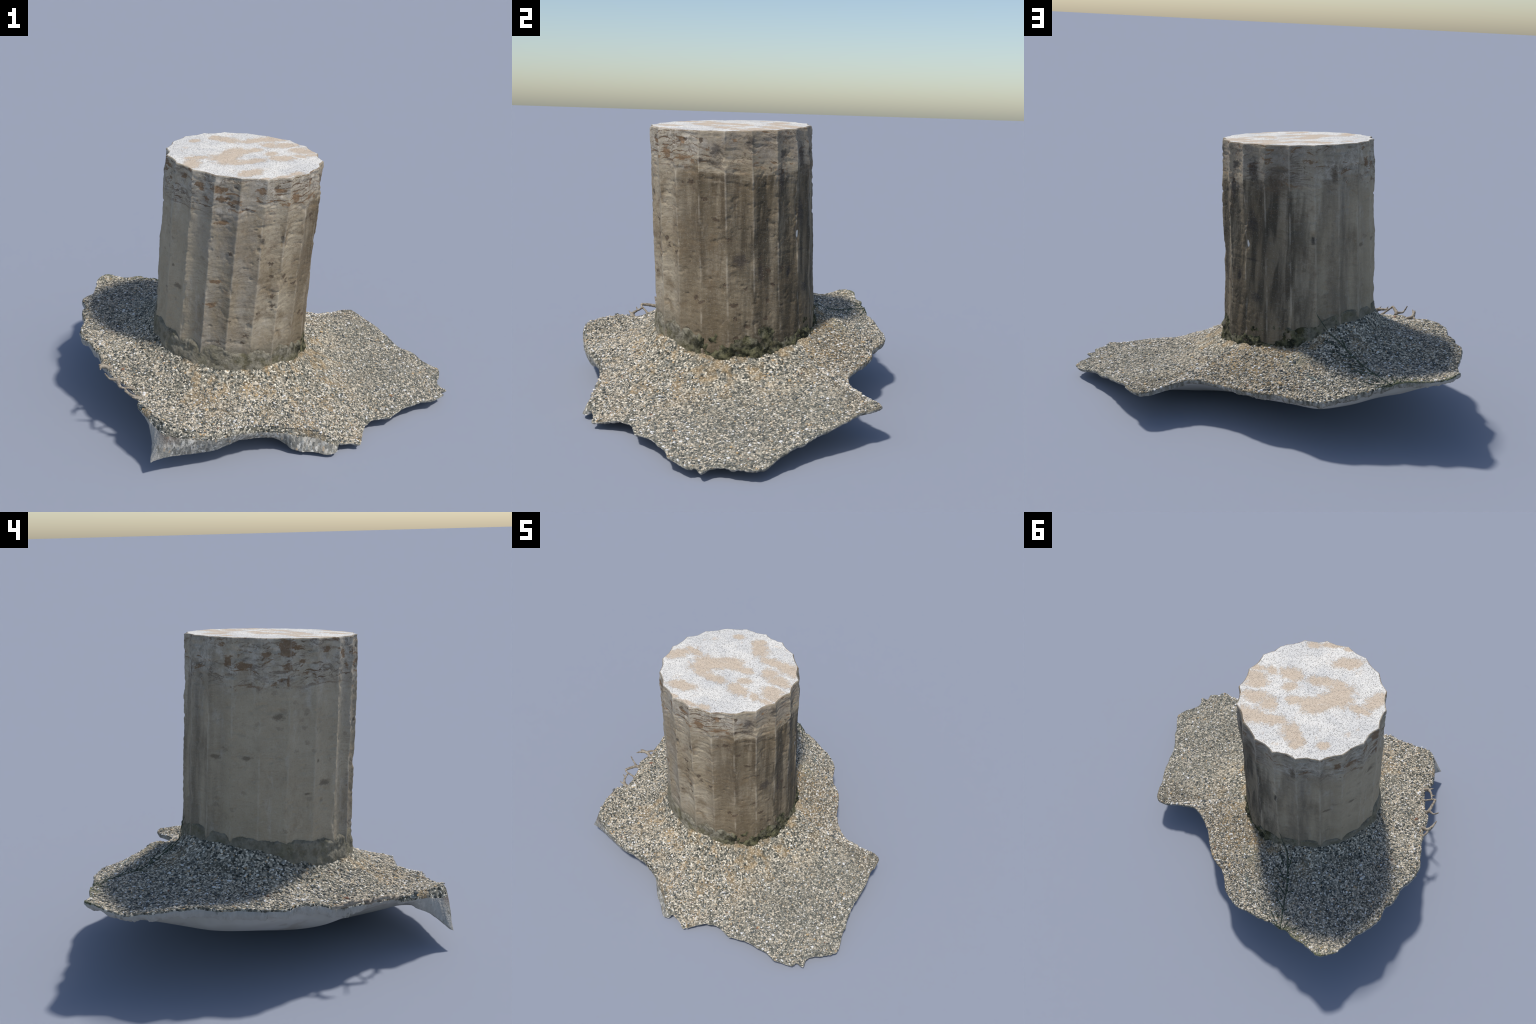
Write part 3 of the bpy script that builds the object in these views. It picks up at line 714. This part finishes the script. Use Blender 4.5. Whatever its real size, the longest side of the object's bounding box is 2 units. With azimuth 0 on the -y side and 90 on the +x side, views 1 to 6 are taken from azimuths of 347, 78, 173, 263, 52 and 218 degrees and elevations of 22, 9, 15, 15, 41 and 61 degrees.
gravel = add_mesh("gravel_patch", surf, gf[:, ::-1], [MAT_GRAVEL, MAT_LIP], root, mat_index=mi)

# underside bowl
low = lip[-1]
step = max(1, NR // 110)
bowl = Plate(np.array([tuple(v) for v in low[::step]] + BOWL), 1.5e-3)
MU = 60
ku = np.linspace(0, 1, MU)[:-1]
UXY = low[None, :, :2] + (HUB - low[:, :2])[None] * ku[:, None, None]
UZ = bowl(UXY.reshape(-1, 2)).reshape(MU - 1, NR)
tz = ground(UXY.reshape(-1, 2)).reshape(MU - 1, NR) + humps(UXY) - .016
blend = smooth(0, .06, ku)[:, None]
UZ = low[None, :, 2] * (1 - blend) + np.minimum(UZ, tz) * blend
UZ = np.maximum(UZ, 0.0)
und = np.concatenate([np.dstack([UXY, UZ]).reshape(-1, 3), np.array([[HUB[0], HUB[1], max(0, float(bowl(HUB[None])[0]))]])])
uf = [tuple(int(x) for x in q) for q in grid_faces(MU - 1, NR, flip=True)[:, ::-1][:, ::-1]]
b0 = (MU - 2) * NR
uf += [(b0 + (j + 1) % NR, b0 + j, len(und) - 1) for j in range(NR)]
underside = add_mesh("soil_underside", und, uf, MAT_UNDER, root)

def surface_z(xy):
    xy = np.atleast_2d(np.asarray(xy, float))
    return ground(xy) + relief(xy) + humps(xy)

# ------------------------------------------------------------------ stones lying in the gravel
def pebble_mesh(name, seed, mat, sub=2):
    import bmesh
    bm = bmesh.new()
    bmesh.ops.create_icosphere(bm, subdivisions=sub, radius=1.0)
    v = np.array([x.co[:] for x in bm.verts])
    v = v * (1 + .28 * fbm(v * 1.1 + seed * 3.7, 2, seed))[:, None]
    v = v * np.array([1.0, .72, .5])
    for x, c in zip(bm.verts, v): x.co = c
    me = bpy.data.meshes.new(name); bm.to_mesh(me); bm.free()
    me.materials.append(mat)
    me.polygons.foreach_set("use_smooth", np.full(len(me.polygons), True))
    return me

shapes = {(m, s): pebble_mesh("stone", 3 + s + 7 * m, STONE_MATS[m]) for m in range(7) for s in range(2)}
known = [(-.162, -.483, .017, 0), (-.170, -.539, .013, 5), (.218, -.654, .013, 4), (.401, -.375, .012, 0), (.448, -.329, .013, 0),
    (.317, .026, .010, 5), (.372, .132, .011, 5), (.422, .236, .010, 5), (-.678, -.373, .010, 1), (.579, .254, .012, 1), (-.034, .613, .013, 5),
    (-.806, -.277, .014, 6), (-.534, .389, .009, 1), (-.570, .363, .009, 1), (-.730, .478, .008, 1), (-.813, .385, .008, 2), (.30, .06, .009, 1),
    (-.43, -.60, .012, 5), (-.36, -.58, .011, 0), (.10, -.55, .012, 0), (.02, -.60, .012, 4), (-.02, -.52, .010, 1), (.06, .52, .011, 4)]
n_rand = 170
while len(known) < 24 + n_rand:
    a = rng.uniform(0, NR); f = rng.uniform(.12, .97) ** .6
    p = inner[int(a)] + (rim[int(a), :2] - inner[int(a)]) * f
    if np.hypot(*(p - HUB)) < .45: continue
    known.append((p[0], p[1], rng.uniform(.006, .0105), int(rng.choice(7, p=[.36, .20, .16, .08, .17, .02, .01]))))
zz = surface_z([(k_[0], k_[1]) for k_ in known])
for (x, y, r, mcol), z in zip(known, zz):
    ob = bpy.data.objects.new("stone", shapes[(mcol, int(rng.integers(2)))])
    COL.objects.link(ob); ob.parent = root
    ob.location = (x, y, z + r * .04)
    ob.scale = (r, r * rng.uniform(.8, 1.1), r * rng.uniform(.7, 1.0))
    ob.rotation_euler = (rng.uniform(-.2, .2), rng.uniform(-.2, .2), rng.uniform(0, 6.28))

# fine loose gravel: thousands of little grains joined into one part
def scatter_grains(count):
    import bmesh
    bm = bmesh.new(); bmesh.ops.create_icosphere(bm, subdivisions=1, radius=1.0)
    v0 = np.array([x.co[:] for x in bm.verts]); f0 = np.array([[q.index for q in f.verts] for f in bm.faces]); bm.free()
    j = rng.integers(0, NR, count * 2); f = np.sqrt(rng.uniform(.06, .98, count * 2))
    xy = inner[j] + (rim[j, :2] - inner[j]) * f[:, None]
    xy = xy[np.hypot(*(xy - HUB).T) > .42][:count]
    n = len(xy)
    z = surface_z(xy)
    r = rng.uniform(.0030, .0060, n) * (1 + .5 * (rng.uniform(0, 1, n) > .93))
    a = rng.uniform(0, 2 * math.pi, n)
    sx, sy, sz = r * rng.uniform(.9, 1.4, n), r * rng.uniform(.65, 1, n), r * rng.uniform(.4, .75, n)
    jit = 1 + rng.uniform(-.22, .22, (n, len(v0)))
    loc = v0[None] * jit[..., None] * np.stack([sx, sy, sz], 1)[:, None, :]
    ca, sa = np.cos(a)[:, None], np.sin(a)[:, None]
    X = loc[..., 0] * ca - loc[..., 1] * sa + xy[:, :1]
    Y = loc[..., 0] * sa + loc[..., 1] * ca + xy[:, 1:]
    Zg = loc[..., 2] + (z + sz * .15)[:, None]
    V = np.stack([X, Y, Zg], -1).reshape(-1, 3)
    F = (f0[None] + (np.arange(n) * len(v0))[:, None, None]).reshape(-1, 3)
    mid = np.repeat(rng.choice(7, n, p=[.26, .09, .24, .20, .20, .008, .002]), len(f0))
    ob = add_mesh("loose_gravel", V, F, STONE_MATS, root, mat_index=mid)
    ob["kind"] = "stuff"
    return ob
scatter_grains(17000)

# ------------------------------------------------------------------ twigs along the torn left edge
def tube(name, pts, radii, mat, sides=8, seed=0):
    p = closed = np.asarray(pts, float)
    n = max(12, 6 * len(p))
    d = np.r_[0, np.cumsum(np.linalg.norm(np.diff(p, axis=0), axis=1))]
    u = np.linspace(0, d[-1], n)
    q = np.stack([np.interp(u, d, p[:, k_]) for k_ in range(3)], 1)
    for _ in range(3): q[1:-1] = .25 * q[:-2] + .5 * q[1:-1] + .25 * q[2:]
    rad = np.interp(u, d, radii)
    tan = np.gradient(q, axis=0); tan /= np.linalg.norm(tan, axis=1, keepdims=True)
    up = np.array([.3, .2, .93])
    vs = []
    for a_, (c, t) in enumerate(zip(q, tan)):
        e1 = np.cross(t, up); e1 /= np.linalg.norm(e1); e2 = np.cross(e1, t)
        w = np.linspace(0, 2 * math.pi, sides, endpoint=False)
        rr = rad[a_] * (1 + .25 * vnoise(np.c_[np.cos(w), np.sin(w), np.full(sides, a_ * .6)] * 1.3 + seed, 80))
        vs.append(c + (rr * np.cos(w))[:, None] * e1 + (rr * np.sin(w))[:, None] * e2)
    v = np.concatenate(vs + [q[:1], q[-1:]])
    f = [tuple(int(x) for x in k_) for k_ in grid_faces(n, sides)]
    m0 = n * sides
    f += [(b, (b + 1) % sides, m0)[::-1] for b in range(sides)]
    f += [((n - 1) * sides + b, (n - 1) * sides + (b + 1) % sides, m0 + 1) for b in range(sides)]
    return add_mesh(name, v, f, mat, root)

TWIGS = [
    ([(-.735, -.505, .258), (-.760, -.514, .271), (-.783, -.500, .278), (-.801, -.479, .284), (-.814, -.450, .295)], [.014, .012, .008, .0065, .0055]),
    ([(-.760, -.514, .271), (-.775, -.524, .279), (-.785, -.530, .286)], [.008, .005, .0015]),
    ([(-.801, -.479, .284), (-.812, -.484, .293), (-.817, -.487, .301)], [.006, .004, .0015]),
    ([(-.765, -.425, .270), (-.787, -.434, .282), (-.814, -.450, .295)], [.009, .006, .006]),
    ([(-.814, -.450, .295), (-.830, -.458, .304), (-.838, -.452, .311), (-.840, -.410, .305), (-.842, -.370, .297), (-.830, -.352, .290)], [.005, .007, .009, .010, .012, .012]),
    ([(-.842, -.372, .299), (-.877, -.366, .303), (-.890, -.370, .320), (-.902, -.373, .342)], [.010, .0055, .0045, .0035]),
    ([(-.862, -.250, .300), (-.895, -.246, .312), (-.912, -.258, .322), (-.918, -.285, .330), (-.921, -.322, .336)], [.012, .012, .011, .0085, .0025]),
    ([(-.905, -.256, .316), (-.920, -.270, .334), (-.924, -.284, .343)], [.010, .007, .003]),
    ([(-.907, -.254, .316), (-.909, -.226, .313), (-.898, -.196, .308)], [.009, .007, .008])]
for t_i, (pts, rad) in enumerate(TWIGS):
    tube("twig", pts, [.9 * q for q in rad], MAT_TWIG, 8, t_i * 5.1)

# ------------------------------------------------------------------ flattened grass behind the column
def blade(path, width, mat, up_shaft=None):
    p = np.array(path, float)
    u = np.linspace(0, len(p) - 1, 18)
    xy = np.stack([np.interp(u, np.arange(len(p)), p[:, k_]) for k_ in range(2)], 1)
    for _ in range(3): xy[1:-1] = .25 * xy[:-2] + .5 * xy[1:-1] + .25 * xy[2:]
    z = surface_z(xy) + .003
    c = np.c_[xy, z]
    if up_shaft is not None:
        extra = np.array(up_shaft, float)
        c = np.vstack([c, extra])
    n = len(c)
    t = np.gradient(c, axis=0); t /= np.linalg.norm(t, axis=1, keepdims=True)
    outw = np.where(np.arange(n)[:, None] < 18, np.array([0, 0, 1.0]), np.array([-.2, .98, 0]))
    side = np.cross(t, outw); side /= np.linalg.norm(side, axis=1, keepdims=True)
    w = width * (1 - np.linspace(0, 1, n) ** 2.2) ** .7 + .0004
    th_ = .0012
    ridge = c + outw * (th_ * 1.8)
    L, Rr_ = c + side * w[:, None] * .5, c - side * w[:, None] * .5
    bot = c - outw * th_
    v = np.stack([L, ridge, Rr_, bot], 1).reshape(-1, 3)
    f = [tuple(int(x) for x in q) for q in grid_faces(n, 4)]
    f += [(3, 2, 1, 0), tuple((n - 1) * 4 + k_ for k_ in range(4))]
    return add_mesh("grass_blade", v, f, mat, root)

stem_top = on_axis(np.array([.47, .50, .535, .565]), np.array([.410, .397, .3925, .391]), np.radians(np.array([97.5, 95.0, 92.8, 91.0])))
BLADES = [
    ([(-.53, .782), (-.484, .696), (-.447, .615), (-.406, .536)], .006), ([(-.437, .601), (-.379, .576), (-.332, .573)], .006),
    ([(-.437, .630), (-.392, .604), (-.349, .597)], .006), ([(-.385, .536), (-.332, .500), (-.287, .486)], .006), ([(-.340, .472), (-.300, .440), (-.272, .418)], .006),
    ([(-.369, .460), (-.356, .420), (-.345, .395)], .007), ([(-.500, .768), (-.445, .737), (-.397, .707)], .006), ([(-.483, .732), (-.434, .702)], .005),
    ([(-.436, .580), (-.465, .553)], .006), ([(-.477, .687), (-.504, .658)], .007), ([(-.525, .776), (-.479, .774), (-.455, .769)], .006),
    ([(-.455, .640), (-.425, .560), (-.395, .500), (-.372, .470)], .005), ([(-.47, .67), (-.41, .64), (-.37, .628)], .005), ([(-.39, .52), (-.345, .53), (-.31, .525)], .005),
    ([(-.49, .70), (-.452, .66), (-.405, .655)], .005), ([(-.57, .772), (-.60, .740), (-.615, .705)], .006), ([(-.545, .772), (-.545, .730), (-.535, .70)], .005)]
for path, w in BLADES: blade(path, w, MAT_GRASS)
blade([(-.425, .565), (-.385, .500), (-.346, .440), (-.318, .405), (-.300, .392)], .009, MAT_GRASS, stem_top)
blade([(-.218, .674), (-.190, .640), (-.158, .620)], .006, MAT_PALE_GRASS)
